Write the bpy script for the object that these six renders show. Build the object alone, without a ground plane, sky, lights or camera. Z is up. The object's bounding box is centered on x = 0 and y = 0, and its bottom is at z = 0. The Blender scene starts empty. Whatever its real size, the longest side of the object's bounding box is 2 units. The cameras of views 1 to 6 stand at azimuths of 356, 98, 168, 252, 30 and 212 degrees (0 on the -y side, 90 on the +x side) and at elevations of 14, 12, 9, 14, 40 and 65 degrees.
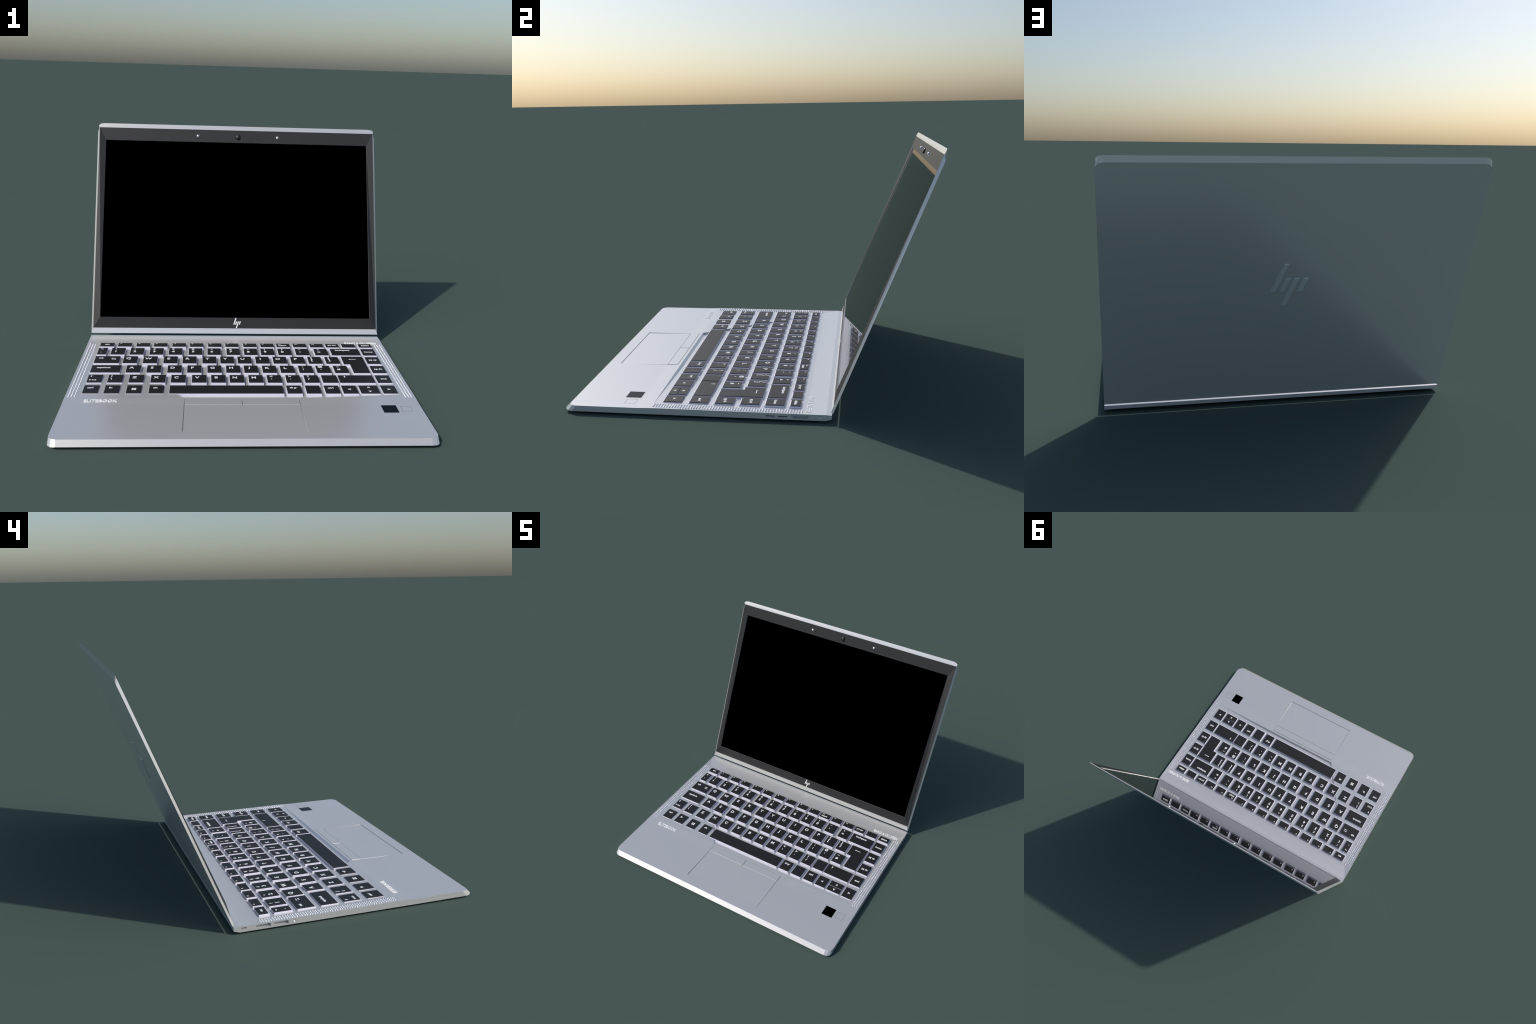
# Open laptop computer: silver base with keyboard well, dark keys, tilted lid with glossy screen.
import bpy, bmesh, math
from mathutils import Vector
from mathutils.geometry import tessellate_polygon

# ------------------------------------------------------------------ materials
def material(name, colour, metallic=0.0, rough=0.5, spec=0.5, grain=0.0, grain_scale=400.0, bump=0.0, tint=None):
    m = bpy.data.materials.new(name)
    m.use_nodes = True
    nt = m.node_tree
    b = nt.nodes["Principled BSDF"]
    b.inputs["Base Color"].default_value = (*colour, 1)
    b.inputs["Metallic"].default_value = metallic
    b.inputs["Roughness"].default_value = rough
    b.inputs["Specular IOR Level"].default_value = spec
    if tint:
        b.inputs["Specular Tint"].default_value = (*tint, 1)
    co = nt.nodes.new("ShaderNodeTexCoord")
    no = nt.nodes.new("ShaderNodeTexNoise")
    no.inputs["Scale"].default_value = grain_scale
    no.inputs["Detail"].default_value = 2.0
    nt.links.new(co.outputs["Object"], no.inputs["Vector"])
    if grain:
        mr = nt.nodes.new("ShaderNodeMapRange")
        mr.inputs["To Min"].default_value = rough - grain
        mr.inputs["To Max"].default_value = rough + grain
        nt.links.new(no.outputs["Fac"], mr.inputs["Value"])
        nt.links.new(mr.outputs["Result"], b.inputs["Roughness"])
    if bump:
        bp = nt.nodes.new("ShaderNodeBump")
        bp.inputs["Strength"].default_value = bump
        bp.inputs["Distance"].default_value = 0.0005
        nt.links.new(no.outputs["Fac"], bp.inputs["Height"])
        nt.links.new(bp.outputs["Normal"], b.inputs["Normal"])
    return m

M_METAL = material("brushed_silver", (0.730, 0.724, 0.715), 0.47, 0.265, grain=0.015)
M_LID = M_METAL
M_KEY = material("key_black", (0.017, 0.017, 0.018), 0.0, 0.5, 0.4, grain=0.03)
M_SKIRT = material("key_edge_white", (0.76, 0.75, 0.87), 0.0, 0.45)
M_LEGEND = material("legend_white", (1.0, 1.0, 1.0), 0.0, 0.35)
M_BEZEL = material("bezel_plastic", (0.022, 0.022, 0.023), 0.0, 0.5, grain=0.02)
M_SCREEN = material("screen_glass", (0.0, 0.0, 0.0), 1.0, 0.02)
M_READER = material("reader_glass", (0.0, 0.0, 0.0), 1.0, 0.25)
M_LENS = material("camera_lens", (0.02, 0.02, 0.02), 0.0, 0.25)
M_LED = material("sensor_silver", (0.85, 0.86, 0.9), 0.6, 0.2)
M_LOGO = material("polished_mark", (0.92, 0.93, 0.95), 0.50, 0.30)
M_RUBBER = material("foot_rubber", (0.02, 0.02, 0.02), 0.0, 0.8)
b = M_LEGEND.node_tree.nodes["Principled BSDF"]
b.inputs["Sheen Weight"].default_value = 0.6
b.inputs["Sheen Roughness"].default_value = 0.6
b.inputs["Specular IOR Level"].default_value = 0.8
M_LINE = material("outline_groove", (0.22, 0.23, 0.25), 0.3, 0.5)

# ------------------------------------------------------------------ helpers
col = bpy.context.scene.collection
root = bpy.data.objects.new("laptop_computer", None)
col.objects.link(root)
root["label"] = "open silver laptop with black keys, dark screen and slim lid"
root["category"] = "laptop"

def obj(name, verts, faces, mat, parent=root, smooth=None):
    me = bpy.data.meshes.new(name)
    me.from_pydata([tuple(v) for v in verts], [], faces)
    me.materials.append(mat)
    bm = bmesh.new(); bm.from_mesh(me)
    bmesh.ops.recalc_face_normals(bm, faces=bm.faces)
    bm.to_mesh(me); bm.free()
    return link(name, me, parent, smooth)

def link(name, me, parent=root, smooth=None):
    o = bpy.data.objects.new(name, me)
    col.objects.link(o)
    o.parent = parent
    if smooth is not None:
        for p in me.polygons:
            p.use_smooth = smooth
    return o

class Build:
    """collects shared vertices and polygons"""
    def __init__(self):
        self.v, self.f, self.ix = [], [], {}
    def p(self, *c):
        k = tuple(round(t, 5) for t in c)
        if k not in self.ix:
            self.ix[k] = len(self.v); self.v.append(k)
        return self.ix[k]
    def face(self, pts):
        i = [self.p(*q) for q in pts]
        j = [a for n, a in enumerate(i) if a != i[n - 1]]
        if len(j) > 2:
            self.f.append(j)
    def tess(self, loops):
        flat = [q for l in loops for q in l]
        for t in tessellate_polygon([[Vector(q) for q in l] for l in loops]):
            self.face([flat[i] for i in t])

def box(b, x0, x1, y0, y1, z0, z1, bev=0.0, fn=lambda p: p):
    """block with a chamfered upper edge"""
    lo = [(x0, y0), (x1, y0), (x1, y1), (x0, y1)]
    s = [(1, 1), (-1, 1), (-1, -1), (1, -1)]
    rings = [[fn((x, y, z0)) for x, y in lo]]
    if bev:
        rings.append([fn((x, y, z1 - bev)) for x, y in lo])
    rings.append([fn((x + bev * a, y + bev * c, z1)) for (x, y), (a, c) in zip(lo, s)])
    for r, q in zip(rings, rings[1:]):
        for i in range(4):
            b.face([r[i], r[(i + 1) % 4], q[(i + 1) % 4], q[i]])
    b.face(rings[0]); b.face(rings[-1])

# ------------------------------------------------------------------ base case
HX, RIMX = 0.9755, 0.9780           # half width of the deck and of the lower rim
YF, RIMY = -0.972, -1.0             # front edge of the deck and of the nose ridge
Z_DECK, Z_STRIP, Z_EDGE = 0.042, 0.0445, 0.0425
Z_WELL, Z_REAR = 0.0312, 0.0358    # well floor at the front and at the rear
Z_LOW = 0.0100
Y1, Y2 = -0.592, -0.511             # deck rises gently between these lines
Y3, Y4, YB = 0.322, 0.428, 0.4575   # rear slope, break, rear end
WX = 0.9300                         # half width of the keyboard well
PX0, PX1, PYF, PYT = -0.323, 0.314, -0.8975, -0.529   # touchpad opening
SEG = 3

def arc(cx, cy, r, a0, a1, z0, z1):
    return [(cx + r * math.cos(math.radians(a0 + (a1 - a0) * i / SEG)),
             cy + r * math.sin(math.radians(a0 + (a1 - a0) * i / SEG)), z0 + (z1 - z0) * i / SEG) for i in range(SEG + 1)]

def outline(hx, yf, r, zf, zs, back):
    """left side from the back to the front, round the corners, right side to the back"""
    c = hx - r
    left = [(-x, y, z) for x, y, z in back]
    return left + arc(-c, yf + r, r, 180, 270, zs, zf) + arc(c, yf + r, r, 270, 360, zf, zs) + list(reversed(back))

top_back = [(HX, YB, 0.0405), (HX, Y4, 0.043), (HX, Y3, Z_EDGE), (HX, Y2, Z_STRIP), (HX, Y1, Z_DECK)]
rim_back = [(0.9765, YB, 0.0200), (RIMX, 0.4245, Z_LOW), (RIMX, Y3, Z_LOW), (RIMX, Y2, Z_LOW), (RIMX, Y1, Z_LOW)]
low_back = [(0.955, 0.4500, 0.0185), (0.972, 0.4180, 0.0092), (0.972, Y3, 0.0092), (0.972, Y2, 0.0092), (0.972, Y1, 0.0092)]
top = outline(HX, YF, 0.042, Z_DECK, Z_DECK, top_back)
rim = outline(RIMX, RIMY, 0.046, 0.0158, 0.0110, rim_back)
low = outline(0.972, -0.966, 0.040, 0.0092, 0.0092, low_back)

b = Build()
n = len(top)
for i in range(n):
    j = (i + 1) % n
    for u, d in ((top, rim), (rim, low)):
        b.face([u[i], u[j], d[j], d[i]])
b.tess([low])
# front zone round the touchpad opening
zone = [q for q in top[4:-4]]
hole = [(PX0, Y1, Z_DECK), (PX0, PYF, Z_DECK), (PX1, PYF, Z_DECK), (PX1, Y1, Z_DECK)]
b.face([zone[0], *zone[1:1 + SEG + 1], hole[1], hole[0]])
b.face([zone[SEG + 1], zone[SEG + 2], hole[2], hole[1]])
b.face([*zone[SEG + 2:], hole[3], hole[2]])
# gentle rise beside the buttons
zT = Z_DECK + (Z_STRIP - Z_DECK) * (PYT - Y1) / (Y2 - Y1)
TL, TR = (-0.333, Y2, Z_STRIP), (0.332, Y2, Z_STRIP)
TLl, TRl = (-0.333, -0.497, Z_WELL), (0.334, -0.497, Z_WELL)
EL2, ER2, EL3, ER3 = (-HX, Y2, Z_STRIP), (HX, Y2, Z_STRIP), (-HX, Y3, Z_EDGE), (HX, Y3, Z_EDGE)
LF, RB, RF = (-WX, Y3, Z_REAR), (WX, Y3, Z_REAR), (WX, Y2, Z_STRIP)
b.face([(-HX, Y1, Z_DECK), hole[0], (PX0, PYT, zT), TL, EL2])
b.face([(HX, Y1, Z_DECK), hole[3], (PX1, PYT, zT), TR, RF, ER2])
b.face([(PX0, PYT, zT), (PX1, PYT, zT), TR, TL])
# touchpad opening walls and floor
ZB = 0.0365
loop = [hole[1], hole[2], hole[3], (PX1, PYT, zT), (PX0, PYT, zT), hole[0]]
for i in range(6):
    p, q = loop[i], loop[(i + 1) % 6]
    b.face([p, q, (q[0], q[1], ZB), (p[0], p[1], ZB)])
b.face([(p[0], p[1], ZB) for p in loop])
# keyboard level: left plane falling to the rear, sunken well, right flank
b.face([EL2, TL, LF]); b.face([EL2, LF, EL3])
b.face([TL, TR, TRl, TLl])
b.face([TL, TLl, LF]); b.face([TR, RF, TRl])
b.face([TLl, TRl, RB, LF]); b.face([TRl, RF, RB])
b.face([RF, ER2, RB]); b.face([ER2, ER3, RB])
# rear slope and rear bevel
BL4, BR4 = (-HX, Y4, 0.043), (HX, Y4, 0.043)
b.face([EL3, LF, BL4]); b.face([ER3, RB, BR4]); b.face([LF, RB, BR4, BL4])
b.face([BL4, BR4, (HX, YB, 0.0405), (-HX, YB, 0.0405)])
base = obj("base_case", b.v, b.f, M_METAL)

# sockets cut into the sides
def cutter(verts, faces):
    me = bpy.data.meshes.new("cutter"); me.from_pydata(verts, [], faces)
    bm = bmesh.new(); bm.from_mesh(me)
    bmesh.ops.recalc_face_normals(bm, faces=bm.faces); bm.to_mesh(me); bm.free()
    o = bpy.data.objects.new("cutter", me); col.objects.link(o)
    return o

def prism_cut(side, prof, depth):
    k = len(prof)
    v = [(side * 1.02, y, z) for y, z in prof] + [(side * (0.977 - depth), y, z) for y, z in prof]
    f = [list(range(k)), list(range(k, 2 * k))] + [[i, (i + 1) % k, k + (i + 1) % k, k + i] for i in range(k)]
    return cutter(v, f)

def slot(y0, y1, z0, z1):
    return [(y0, z0), (y1, z0), (y1, z1), (y0, z1)]

def dome_cut(side, y, z, r):
    bm = bmesh.new()
    bmesh.ops.create_uvsphere(bm, u_segments=20, v_segments=12, radius=r)
    for v in bm.verts:
        v.co = Vector((side * 0.9785 + v.co.z * 0.9, y + v.co.x, z + v.co.y))
    me = bpy.data.meshes.new("cutter"); bm.to_mesh(me); bm.free()
    o = bpy.data.objects.new("cutter", me); col.objects.link(o)
    return o

cuts = [prism_cut(1, slot(0.111, 0.159, 0.0235, 0.0292), 0.03), prism_cut(1, slot(0.1766, 0.2245, 0.0230, 0.0290), 0.03),
        prism_cut(1, [(0.254, 0.0180), (0.3285, 0.0180), (0.3365, 0.0275), (0.3365, 0.0372), (0.246, 0.0372), (0.246, 0.0275)], 0.03),
        prism_cut(-1, slot(0.3864, 0.4153, 0.0260, 0.0345), 0.02),
        prism_cut(-1, slot(0.2508, 0.3326, 0.0185, 0.0368), 0.03), prism_cut(-1, slot(0.1493, 0.231, 0.0185, 0.0368), 0.03),
        dome_cut(1, 0.3975, 0.0280, 0.0100), dome_cut(-1, 0.1125, 0.0282, 0.0085)]
for c in cuts:
    md = base.modifiers.new("cut", "BOOLEAN"); md.operation = "DIFFERENCE"; md.object = c; md.solver = "EXACT"
dg = bpy.context.evaluated_depsgraph_get()
new = bpy.data.meshes.new_from_object(base.evaluated_get(dg))
base.modifiers.clear(); base.data = new; new.name = "base_case"
for c in cuts:
    bpy.data.objects.remove(c, do_unlink=True)

# feet under the case
for x0, x1, y0, y1 in ((-0.86, -0.60, -0.93, -0.89), (0.60, 0.86, -0.93, -0.89), (-0.86, 0.86, 0.30, 0.34)):
    f = Build(); box(f, x0, x1, y0, y1, 0.0, 0.0125)
    obj("rubber_foot", f.v, f.f, M_RUBBER)

# ------------------------------------------------------------------ touchpad, reader
tilt = lambda z0, z1, y0, y1: (lambda p: (p[0], p[1], p[2] + z0 + (z1 - z0) * (p[1] - y0) / (y1 - y0)))
g = 0.0044
t = Build(); box(t, PX0 + g, PX1 - g, PYF + 0.0008, -0.5965, -0.008, 0.0, 0.0005, tilt(0.0388, 0.0424, PYF, -0.5965)); obj("touchpad", t.v, t.f, M_METAL)
for x0, x1 in ((PX0 + g, -0.0072), (-0.0028, PX1 - g)):
    t = Build(); box(t, x0, x1, -0.5935, -0.5310, -0.008, 0.0, 0.0010, tilt(0.0440, 0.0452, -0.5935, -0.5310)); obj("touchpad_button", t.v, t.f, M_METAL)
t = Build(); box(t, 0.755, 0.8385, -0.692, -0.6045, 0.040, 0.0426, 0.0003); obj("fingerprint_reader", t.v, t.f, M_READER)
t = Build()
for o, w in ((0.0, 0.0016),):
    x0, x1, y0, y1 = 0.860, 0.917, -0.6755, -0.6145
    box(t, x0, x1, y0, y0 + w, 0.041, 0.0423); box(t, x0, x1, y1 - w, y1, 0.041, 0.0423)
    box(t, x0, x0 + w, y0 + w, y1 - w, 0.041, 0.0423); box(t, x1 - w, x1, y0 + w, y1 - w, 0.041, 0.0423)
obj("badge_outline", t.v, t.f, M_LINE)

# ------------------------------------------------------------------ speaker grilles: rows of tiny domes
def flank_z(x, y):
    """height of the flanks beside the well"""
    t = (y - Y2) / (Y3 - Y2)
    edge = Z_STRIP + (Z_EDGE - Z_STRIP) * t
    inner = Z_STRIP + (Z_REAR - Z_STRIP) * t
    k = max(0.0, (abs(x) - WX) / (HX - WX))
    return inner + (edge - inner) * k

def domes(side):
    t = Build(); rr = 0.0049; seg = 8
    for cx in (0.9215, 0.9385, 0.9555):
        for k in range(55):
            y = -0.502 + k * 0.802 / 54
            z = flank_z(side * cx, y) - 0.0004
            rings = []
            for e in (0, 25, 50, 72):
                c, s = math.cos(math.radians(e)), math.sin(math.radians(e))
                rings.append([(side * cx + rr * c * math.cos(2 * math.pi * i / seg), y + rr * c * math.sin(2 * math.pi * i / seg), z + rr * s) for i in range(seg)])
            for q, w in zip(rings, rings[1:]):
                for i in range(seg):
                    t.face([q[i], q[(i + 1) % seg], w[(i + 1) % seg], w[i]])
            t.face(rings[-1])
    o = obj("speaker_grille", t.v, t.f, M_LED, smooth=True)
    o["kind"] = "stuff"
domes(-1); domes(1)

# ------------------------------------------------------------------ lettering
def text_mesh(s, bold=0.0, spacing=1.0):
    """flat glyph outlines as (verts, faces), built-in font, unit size"""
    cu = bpy.data.curves.new("lettering", "FONT")
    cu.body = s; cu.size = 1.0; cu.offset = bold; cu.extrude = 0.0; cu.resolution_u = 3
    cu.space_character = spacing
    o = bpy.data.objects.new("lettering", cu); col.objects.link(o)
    dg = bpy.context.evaluated_depsgraph_get()
    me = bpy.data.meshes.new_from_object(o.evaluated_get(dg))
    v = [tuple(q.co) for q in me.vertices]; f = [list(p.vertices) for p in me.polygons]
    bpy.data.objects.remove(o, do_unlink=True); bpy.data.meshes.remove(me); bpy.data.curves.remove(cu)
    return v, f

glyphs = {}
def glyph(s, bold, spacing=1.0):
    k = (s, bold, spacing)
    if k not in glyphs:
        glyphs[k] = text_mesh(s, bold, spacing)
    return glyphs[k]

def put(b, v, f, place, thick):
    """prints flat outlines on a surface: place(x, y, h) gives the point at height h over it"""
    n0 = len(b[0])
    b[0].extend(place(x, y, thick) for x, y in v)
    b[1].extend([i + n0 for i in q] for q in f)
    edges = {}
    for q in f:
        for i in range(len(q)):
            e = (q[i], q[(i + 1) % len(q)])
            if (e[1], e[0]) in edges: del edges[(e[1], e[0])]
            else: edges[e] = 1
    m0 = len(b[0])
    b[0].extend(place(x, y, -0.0004) for x, y in v)
    for i, j in edges:
        b[1].append([j + n0, i + n0, i + m0, j + m0])

def fitted(s, cx, cy, h=None, w=None, bold=0.03, spacing=1.0, cap=True):
    """glyph outlines centred at cx, cy with cap height h and/or total width w"""
    v, f = glyph(s, bold, spacing)
    xs = [q[0] for q in v]; ys = [q[1] for q in v]
    x0, x1, y0, y1 = min(xs), max(xs), min(ys), max(ys)
    ref = 0.72
    ky = (h / (ref if cap else (y1 - y0))) if h else None
    kx = (w / (x1 - x0)) if w else ky
    if ky is None: ky = kx
    return [((q[0] - (x0 + x1) / 2) * kx + cx, (q[1] - (y0 + y1) / 2) * ky + cy) for q in v], f

def strokes(polys):
    v, f = [], []
    for p in polys:
        f.append(list(range(len(v), len(v) + len(p)))); v.extend(p)
    return v, f

def arrow(cx, cy, length, width, ang):
    """thin arrow with a filled head"""
    a = math.radians(ang); ca, sa = math.cos(a), math.sin(a)
    h = length / 2; w = width / 2; k = width * 1.9
    sh = [[(-h, -w), (h - k, -w), (h - k, w), (-h, w)], [(h - k, -k * 0.75), (h, 0), (h - k, k * 0.75)]]
    return strokes([[(cx + x * ca - y * sa, cy + x * sa + y * ca) for x, y in p] for p in sh])

def chevron(cx, cy, size, ang):
    a = math.radians(ang); ca, sa = math.cos(a), math.sin(a)
    s = size / 2; w = size * 0.34
    up = [(-s, s), (s, 0), (s, 0), (-s, s - w)]
    p1 = [(-s, s), (s, w * 0.45), (s, 0), (s - w * 0.9, 0), (-s, s - w)]
    p2 = [(x, -y) for x, y in reversed(p1)]
    return strokes([[(cx + x * ca - y * sa, cy + x * sa + y * ca) for x, y in p] for p in (p1, p2)])

# ------------------------------------------------------------------ keys
def key_z(y):
    """height of the edge between cap and skirt: the key plane rises slightly to the rear"""
    return 0.0452 + 0.0022 * (y + 0.464) / 0.75

CAP, RIM_H = 0.0038, 0.0014
LEDGE = (0.0062, 0.0020, 0.0002)     # width of the pale ledge at front, sides, rear

def grow(poly, d):
    """offsets a rectilinear outline (anticlockwise) by d"""
    out = []
    k = len(poly)
    for i in range(k):
        (ax, ay), (bx, by), (cx, cy) = poly[i - 1], poly[i], poly[(i + 1) % k]
        n1 = Vector((by - ay, ax - bx)).normalized(); n2 = Vector((cy - by, bx - cx)).normalized()
        dx = d if not isinstance(d, tuple) else d[1]
        ny = n1.y + n2.y
        dy = d if not isinstance(d, tuple) else (d[0] if ny < 0 else d[2])
        out.append((bx + dx * (n1.x + n2.x), by + dy * ny))
    return out

def rings_to(b, rings, cap_top=True, cap_bottom=False):
    for r, q in zip(rings, rings[1:]):
        for i in range(len(r)):
            b.face([r[i], r[(i + 1) % len(r)], q[(i + 1) % len(r)], q[i]])
    if cap_top: b.face(rings[-1])
    if cap_bottom: b.face(rings[0])

def make_key(poly, legend):
    c = Build()
    inner = grow(poly, -0.0005)
    rings_to(c, [[(x, y, key_z(y) - 0.0012) for x, y in poly], [(x, y, key_z(y) + CAP - 0.0005) for x, y in poly],
                 [(x, y, key_z(y) + CAP) for x, y in inner]], True, True)
    ko = obj("key", c.v, c.f, M_KEY)
    s = Build(); o1 = grow(poly, LEDGE); o0 = grow(poly, 0.0002)
    rings_to(s, [[(x, y, 0.0285) for x, y in o1], [(x, y, key_z(y) - RIM_H) for x, y in o1], [(x, y, key_z(y)) for x, y in o0]], True, True)
    obj("key_skirt", s.v, s.f, M_SKIRT, ko)
    if legend:
        lb = ([], [])
        for v, f in legend:
            put(lb, v, f, lambda x, y, h: (x, y, key_z(y) + CAP + h), 0.0005)
        obj("key_legend", lb[0], lb[1], M_LEGEND, ko)

LET = 0.0268
def letter(x0, x1, y0, y1, s):
    return [fitted(s, x0 + 0.36 * (x1 - x0), y0 + 0.645 * (y1 - y0), LET, None, 0.035)]
def pair(x0, x1, y0, y1, up, dn, us=0.0195, ds=0.0255, sx=0.33):
    a = x0 + sx * (x1 - x0); h = y1 - y0
    out = []
    if up: out.append(fitted(up, a - 0.001, y0 + 0.82 * h, us, None, 0.03))
    if dn: out.append(fitted(dn, a, y0 + 0.45 * h, ds, None, 0.035))
    return out
def word(x0, x1, y0, y1, s, w, sx=0.5, sy=0.5):
    return [fitted(s, x0 + sx * (x1 - x0), y0 + sy * (y1 - y0), 0.0180, w, 0.03)]

def rect(x0, x1, y0, y1):
    return [(x0, y0), (x1, y0), (x1, y1), (x0, y1)]

ROW = {"bottom": (-0.4636, -0.3630), "z": (-0.3193, -0.2182), "a": (-0.1789, -0.0768), "q": (-0.0387, 0.0640), "num": (0.0978, 0.2000), "esc": (0.2330, 0.2870)}
W = 0.0842   # usual key width

# function row
y0, y1 = ROW["esc"]
fx = [-0.773, -0.655, -0.543, -0.424, -0.311, -0.192, -0.080, 0.038, 0.151, 0.257, 0.367, 0.479]
make_key(rect(-0.887, -0.799, y0, y1), word(-0.887, -0.799, y0, y1, "esc", 0.029))
for i, x in enumerate(fx):
    lg = [fitted("f%d" % (i + 1), x + 0.0165 + (0.004 if i > 8 else 0), y0 + 0.79 * (y1 - y0), 0.0105, None, 0.02)]
    if i == 9:
        lg += word(x, x + 0.087, y0, y1, "insert", 0.050, 0.44, 0.40)
    make_key(rect(x, x + 0.0865, y0, y1), lg)
make_key(rect(0.584, 0.668, y0, y1), word(0.584, 0.668, y0, y1, "prt scr", 0.056))
make_key(rect(0.692, 0.779, y0, y1), [])
make_key(rect(0.804, 0.889, y0, y1), word(0.804, 0.889, y0, y1, "delete", 0.054))
# number row
y0, y1 = ROW["num"]
make_key(rect(-0.887, -0.832, y0, y1), [fitted("\u00ac", -0.866, y0 + 0.80 * (y1 - y0), 0.022, None, 0.03), fitted("`", -0.866, y0 + 0.30 * (y1 - y0), 0.022, None, 0.03)])
for x, up, dn in ((-0.803, "!", "1"), (-0.684, "\"", "2"), (-0.561, "\u00a3", "3"), (-0.441, "$", "4"), (-0.315, "%", "5"), (-0.196, "^", "6"),
                  (-0.074, "&", "7"), (0.038, "*", "8"), (0.146, "(", "9"), (0.257, ")", "0"), (0.371, "_", "-"), (0.494, "+", "=")):
    make_key(rect(x, x + W + 0.0005, y0, y1), pair(x, x + W, y0, y1, up, dn))
make_key(rect(0.602, 0.787, y0, y1), word(0.602, 0.787, y0, y1, "backspace", 0.094, 0.42, 0.74))
make_key(rect(0.804, 0.889, y0, y1), word(0.804, 0.889, y0, y1, "home", 0.054))
# Q row
y0, y1 = ROW["q"]
ta = arrow(-0.775, y0 + 0.67 * (y1 - y0), 0.028, 0.0042, 180); tb = arrow(-0.772, y0 + 0.52 * (y1 - y0), 0.028, 0.0042, 0)
make_key(rect(-0.887, -0.736, y0, y1), word(-0.887, -0.736, y0, y1, "tab", 0.030, 0.24, 0.70) + [ta, tb])
for x, s in zip((-0.713, -0.591, -0.466, -0.349, -0.227, -0.116, -0.008, 0.104, 0.214, 0.326), "QWERTYUIOP"):
    make_key(rect(x, x + W + 0.0005, y0, y1), letter(x, x + W, y0, y1, s))
for x, up, dn in ((0.435, "{", "["), (0.5445, "}", "]")):
    make_key(rect(x, x + W + 0.0005, y0, y1), pair(x, x + W, y0, y1, up, dn, 0.026, 0.026, 0.28))
make_key(rect(0.804, 0.889, y0, y1), word(0.804, 0.889, y0, y1, "pg up", 0.050))
# A row
y0, y1 = ROW["a"]
make_key(rect(-0.888, -0.7155, y0, y1), word(-0.888, -0.7155, y0, y1, "capslock", 0.083, 0.42, 0.62))
for x, s in zip((-0.680, -0.558, -0.435, -0.317, -0.196, -0.083, 0.0255, 0.137, 0.2465), "ASDFGHJKL"):
    make_key(rect(x, x + W, y0, y1), letter(x, x + W, y0, y1, s))
for x, up, dn in ((0.359, ":", ";"), (0.467, "@", "'"), (0.576, "~", "#")):
    make_key(rect(x, x + W, y0, y1), pair(x, x + W, y0, y1, up, dn, 0.021, 0.023, 0.33))
make_key([(0.6895, y0), (0.789, y0), (0.789, 0.070), (0.6525, 0.070), (0.6525, -0.0465), (0.6895, -0.0465)],
         [arrow(0.716, 0.026, 0.046, 0.0046, 180)])
make_key(rect(0.806, 0.891, y0, y1), word(0.806, 0.891, y0, y1, "pg dn", 0.050))
# Z row
y0, y1 = ROW["z"]
make_key(rect(-0.887, -0.804, y0, y1), [arrow(-0.870, y0 + 0.80 * (y1 - y0), 0.021, 0.0045, 90), fitted("fn lock", -0.855, y0 + 0.30 * (y1 - y0), 0.0150, 0.044, 0.03)])
x = -0.770
make_key(rect(x, x + W, y0, y1), pair(x, x + W, y0, y1, "|", "\\", 0.022, 0.022, 0.22))
for x, s in zip((-0.649, -0.524, -0.407, -0.286, -0.174, -0.0655, 0.046), "ZXCVBNM"):
    make_key(rect(x, x + W, y0, y1), letter(x, x + W, y0, y1, s))
for x, up, dn in ((0.155, "<", ","), (0.267, ">", "."), (0.376, "?", "/")):
    make_key(rect(x, x + W, y0, y1), pair(x, x + W, y0, y1, up, dn, 0.024, 0.024, 0.30))
make_key(rect(0.481, 0.571, y0, y1), [])
make_key(rect(0.581, 0.790, y0, y1), [arrow(0.620, y0 + 0.78 * (y1 - y0), 0.024, 0.0045, 90)])
make_key(rect(0.806, 0.891, y0, y1), word(0.806, 0.891, y0, y1, "end", 0.036))
# bottom row
y0, y1 = ROW["bottom"]
make_key(rect(-0.888, -0.804, y0, y1), word(-0.888, -0.804, y0, y1, "ctrl", 0.034, 0.42, 0.68))
make_key(rect(-0.771, -0.688, y0, y1), word(-0.771, -0.688, y0, y1, "fn", 0.019, 0.38, 0.68))
q = 0.0115
wx, wy = -0.608, -0.4125
panes = strokes([[(wx + a, wy + c), (wx + a + q, wy + c), (wx + a + q, wy + c + q), (wx + a, wy + c + q)] for a in (-q - 0.0012, 0.0012) for c in (-q - 0.0012, 0.0012)])
make_key(rect(-0.649, -0.566, y0, y1), [panes])
make_key(rect(-0.524, -0.441, y0, y1), word(-0.524, -0.441, y0, y1, "alt", 0.025, 0.42, 0.68))
make_key(rect(-0.409, 0.235, y0, y1), [])
make_key(rect(0.257, 0.340, y0, y1), word(0.257, 0.340, y0, y1, "alt gr", 0.042, 0.46, 0.68))
make_key(rect(0.366, 0.449, y0, y1), [])
make_key(rect(0.475, 0.558, y0, y1), word(0.475, 0.558, y0, y1, "ctrl", 0.034, 0.42, 0.68))
make_key(rect(0.577, 0.661, y0, y1), [chevron(0.617, -0.413, 0.017, 180)])
ym = -0.4135
make_key(rect(0.678, 0.787, y0, ym - 0.0022), [chevron(0.7325, -0.4395, 0.017, -90)])
make_key(rect(0.678, 0.787, ym + 0.0022, y1), [chevron(0.7325, -0.3880, 0.017, 90)])
make_key(rect(0.806, 0.889, y0, y1), [chevron(0.8475, -0.413, 0.017, 0)])

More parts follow.
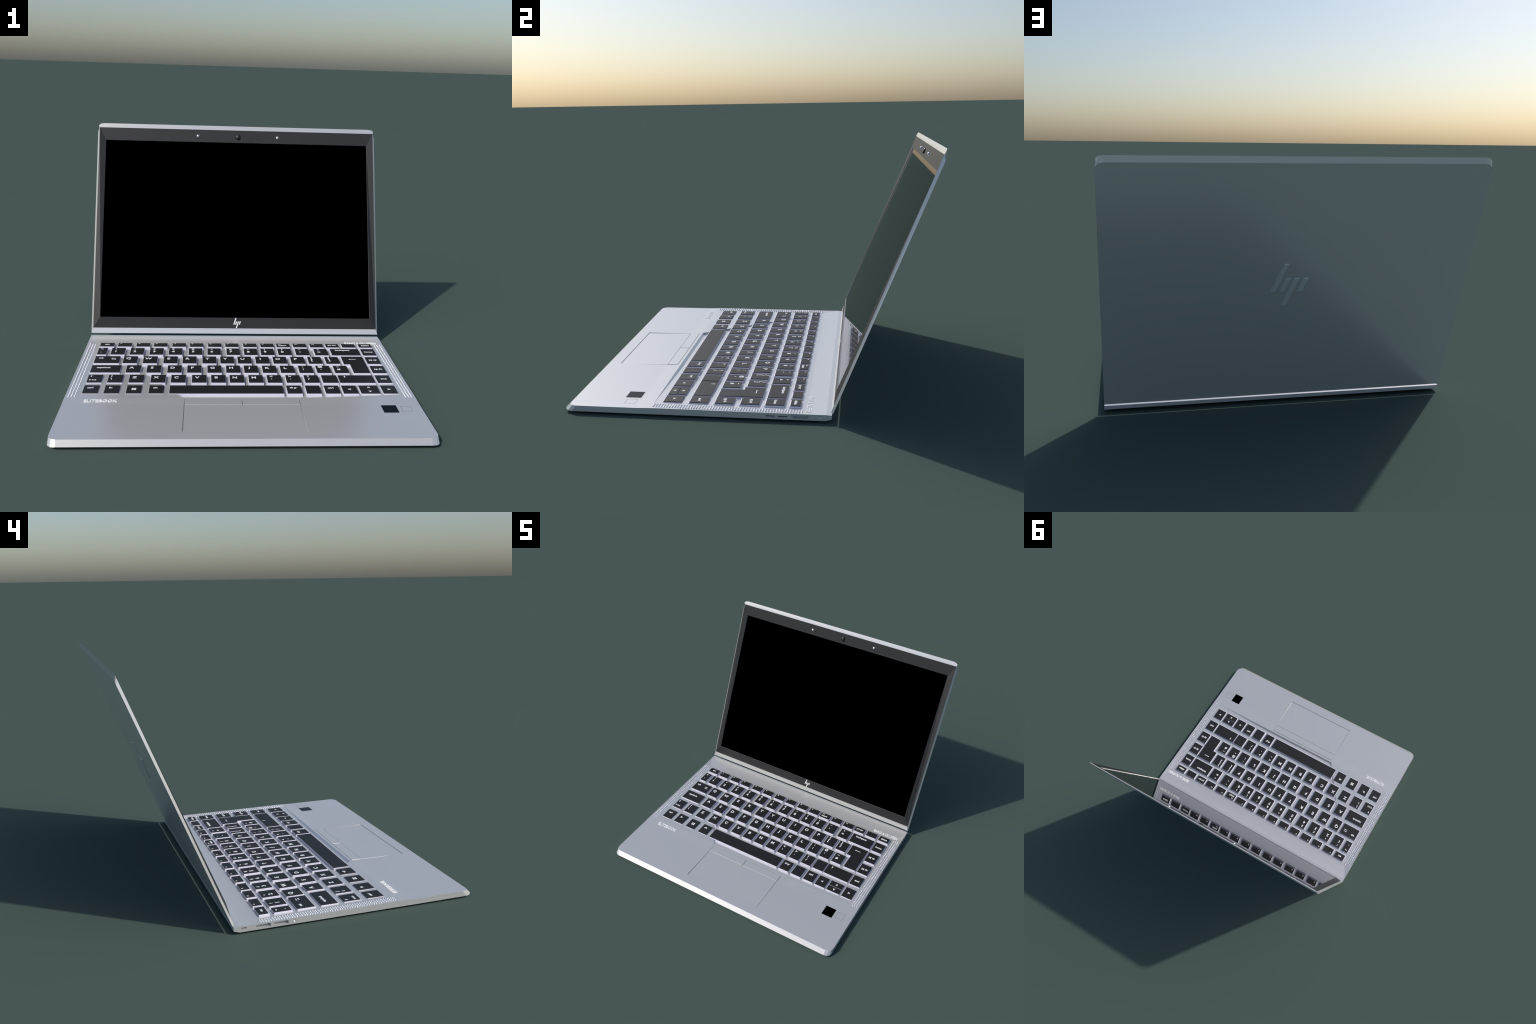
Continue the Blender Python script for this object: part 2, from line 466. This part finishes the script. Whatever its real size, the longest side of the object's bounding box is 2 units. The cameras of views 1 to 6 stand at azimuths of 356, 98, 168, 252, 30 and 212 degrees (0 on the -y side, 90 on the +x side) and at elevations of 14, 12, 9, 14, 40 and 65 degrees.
# deck lettering
def deck_z(y):
    if y < Y1: return Z_DECK
    if y < Y2: return Z_DECK + (Z_STRIP - Z_DECK) * (y - Y1) / (Y2 - Y1)
    if y < Y3: return Z_REAR
    return Z_REAR + (0.043 - Z_REAR) * (y - Y3) / (Y4 - Y3)
def deck_text(s, x0, x1, y0, y1, bold):
    v, f = fitted(s, (x0 + x1) / 2, (y0 + y1) / 2, y1 - y0, x1 - x0, bold, cap=False)
    lb = ([], [])
    put(lb, v, f, lambda x, y, h: (x, y, max(deck_z(y), flank_z(x, min(y, Y3)) if abs(x) > WX and y > Y2 else 0) + h), 0.0016)
    obj("deck_lettering", lb[0], lb[1], M_LEGEND)
deck_text("ELITEBOOK", -0.864, -0.684, -0.566, -0.536, 0.018)
deck_text("BANG & OLUFSEN", 0.725, 0.938, 0.320, 0.349, 0.018)

# ------------------------------------------------------------------ lid
N = Vector((0, -0.928, 0.373)).normalized()
U = Vector((0, 0.373, 0.928)).normalized()
def L(x, u, w):
    p = Vector((x, 0, 0)) + U * u + N * w
    return (p.x, p.y, p.z)

WF, WB = -0.3990, -0.4145        # front and back plane of the lid
UB, UT = 0.2576, 1.6497          # bezel ends
FX, BX = 0.9640, 0.9760
b = Build()
m_top = [(-0.970, 1.664, -0.4000)]
P_right = [(0.9335, 1.6804), (0.9555, 1.6762), (0.970, 1.6640)]
R_right = [(0.936, 1.6505), (0.955, 1.6460), (0.9690, 1.6355), (0.9760, 1.6225)]
wp = lambda u: -0.4000 - 0.0022 * (u - 1.664) / 0.0164
P = [L(-x, u, wp(u)) for x, u in reversed(P_right)] + [L(x, u, wp(u)) for x, u in P_right]
R = [L(-x, u, WB) for x, u in reversed(R_right)] + [L(x, u, WB) for x, u in R_right]
FBl, FBr, FTl, FTr = L(-FX, UB, WF), L(FX, UB, WF), L(-FX, UT, WF), L(FX, UT, WF)
Sl, Sr = L(-0.975, 0.2225, -0.3994), L(0.975, 0.2225, -0.3994)
Bl, Br = L(-BX, 0.2205, -0.4115), L(BX, 0.2205, -0.4115)
b.face([FBl, FBr, Sr, Sl]); b.face([Sl, Sr, Br, Bl])
b.face([FTl, FTr, P[-1], P[0]]); b.face(P)
b.face([P[0], P[1], R[2], R[1]]); b.face([P[1], P[2], R[3], R[2]]); b.face([P[2], P[3], R[4], R[3]])
b.face([P[3], P[4], R[5], R[4]]); b.face([P[4], P[5], R[6], R[5]])
b.face([FTl, P[0], R[1], R[0]]); b.face([FTr, P[5], R[6], R[7]])
b.face([FBl, FTl, R[0], Bl]); b.face([FBl, Bl, Sl]); b.face([FBr, FTr, R[7], Br]); b.face([FBr, Br, Sr])
b.face([Bl, Br, *reversed(R)])
# tray behind the bezel
b.face([FBl, FBr, L(FX, UB, -0.4125), L(-FX, UB, -0.4125)]); b.face([FTl, FTr, L(FX, UT, -0.4125), L(-FX, UT, -0.4125)])
b.face([FBl, FTl, L(-FX, UT, -0.4125), L(-FX, UB, -0.4125)]); b.face([FBr, FTr, L(FX, UT, -0.4125), L(FX, UB, -0.4125)])
b.face([L(-FX, UB, -0.4125), L(FX, UB, -0.4125), L(FX, UT, -0.4125), L(-FX, UT, -0.4125)])
obj("lid_shell", b.v, b.f, M_LID)

# bezel: four faces sloping in to the screen
SX, SU0, SU1 = 0.9185, 0.3300, 1.5630
IN0, IN1 = -0.3855, -0.4060         # inner bezel edge: proud at the bottom, sunk at the top
inner_w = lambda u: IN0 + (IN1 - IN0) * (u - SU0) / (SU1 - SU0)
e = 0.0003
o0 = [(-FX + e, UB + e), (FX - e, UB + e), (FX - e, UT - e), (-FX + e, UT - e)]
o1 = [(-SX, SU0), (SX, SU0), (SX, SU1), (-SX, SU1)]
b = Build()
loops = [[L(x, u, -0.4122) for x, u in o0], [L(x, u, WF) for x, u in o0], [L(x, u, inner_w(u)) for x, u in o1], [L(x, u, -0.4122) for x, u in o1]]
fr = Build()
for k in range(4):
    p, q = loops[k], loops[(k + 1) % 4]
    for i in range(4):
        (fr if k == 2 else b).face([p[i], p[(i + 1) % 4], q[(i + 1) % 4], q[i]])
bezel = obj("bezel", b.v, b.f, M_BEZEL)
obj("screen_frame", fr.v, fr.f, M_METAL)
b = Build(); g = 0.0004
box(b, -SX + g, SX - g, SU0 + g, SU1 - g, -0.0020, 0.0, 0.0, lambda p: L(p[0], p[1], inner_w(p[1]) - 0.0038 + p[2]))
obj("screen", b.v, b.f, M_SCREEN)

def dome(name, x, u, w, rx, ru, h, mat):
    b = Build(); seg = 24
    rings = []
    for k in range(8):
        a = math.radians(-15 + 100 * k / 7)
        c, s = math.cos(a), math.sin(a)
        rings.append([L(x + rx * c * math.cos(2 * math.pi * i / seg), u + ru * c * math.sin(2 * math.pi * i / seg), w + h * s) for i in range(seg)])
    rings_to(b, rings, True, True)
    obj(name, b.v, b.f, mat, bezel, smooth=True)
w_cam = -0.4025
dome("webcam_lens", 0.0015, 1.6030, w_cam, 0.0175, 0.0205, 0.012, M_LENS)
for x in (-0.280, 0.280):
    dome("sensor_dome", x, 1.6045, w_cam, 0.0105, 0.0105, 0.0090, M_LED)

def bars(name, quads, surf, out, parent, mat, thick):
    """slanted bars of the emblem; out is +1 on the front, -1 on the back"""
    b = Build()
    for (xa, xb, ut), (xc, xd, ul) in quads:
        rim_ = [(xa, ut), (xb, ut), (xd, ul), (xc, ul)]
        rings_to(b, [[L(x, u, surf(u) - out * 0.001) for x, u in rim_], [L(x, u, surf(u) + out * thick) for x, u in rim_]], True, True)
    obj(name, b.v, b.f, mat, parent)
lid = bpy.data.objects["lid_shell"]
bars("emblem", [((0.0245, 0.0507, 1.0902), (0.0852, 0.1117, 0.9230)), ((0.0098, 0.0343, 1.0015), (0.0382, 0.0638, 0.9236)),
                ((-0.0372, -0.0116, 1.0017), (0.0215, 0.0475, 0.8345)), ((-0.0866, -0.0608, 1.0018), (-0.0580, -0.0320, 0.9232))],
     lambda u: WB, -1, lid, M_LOGO, 0.0018)
slope = lambda u: WF + (IN0 - WF) * (u - UB) / (SU0 - UB)
bars("emblem", [((-0.0077, 0.0002, 0.3284), (-0.0215, -0.0137, 0.2833)), ((-0.0018, 0.0048, 0.3050), (-0.0090, -0.0017, 0.2838)),
                ((0.0106, 0.0174, 0.3052), (-0.0046, 0.0034, 0.2607)), ((0.0230, 0.0301, 0.3057), (0.0164, 0.0238, 0.2846))],
     slope, 1, bezel, M_LEGEND, 0.0008)
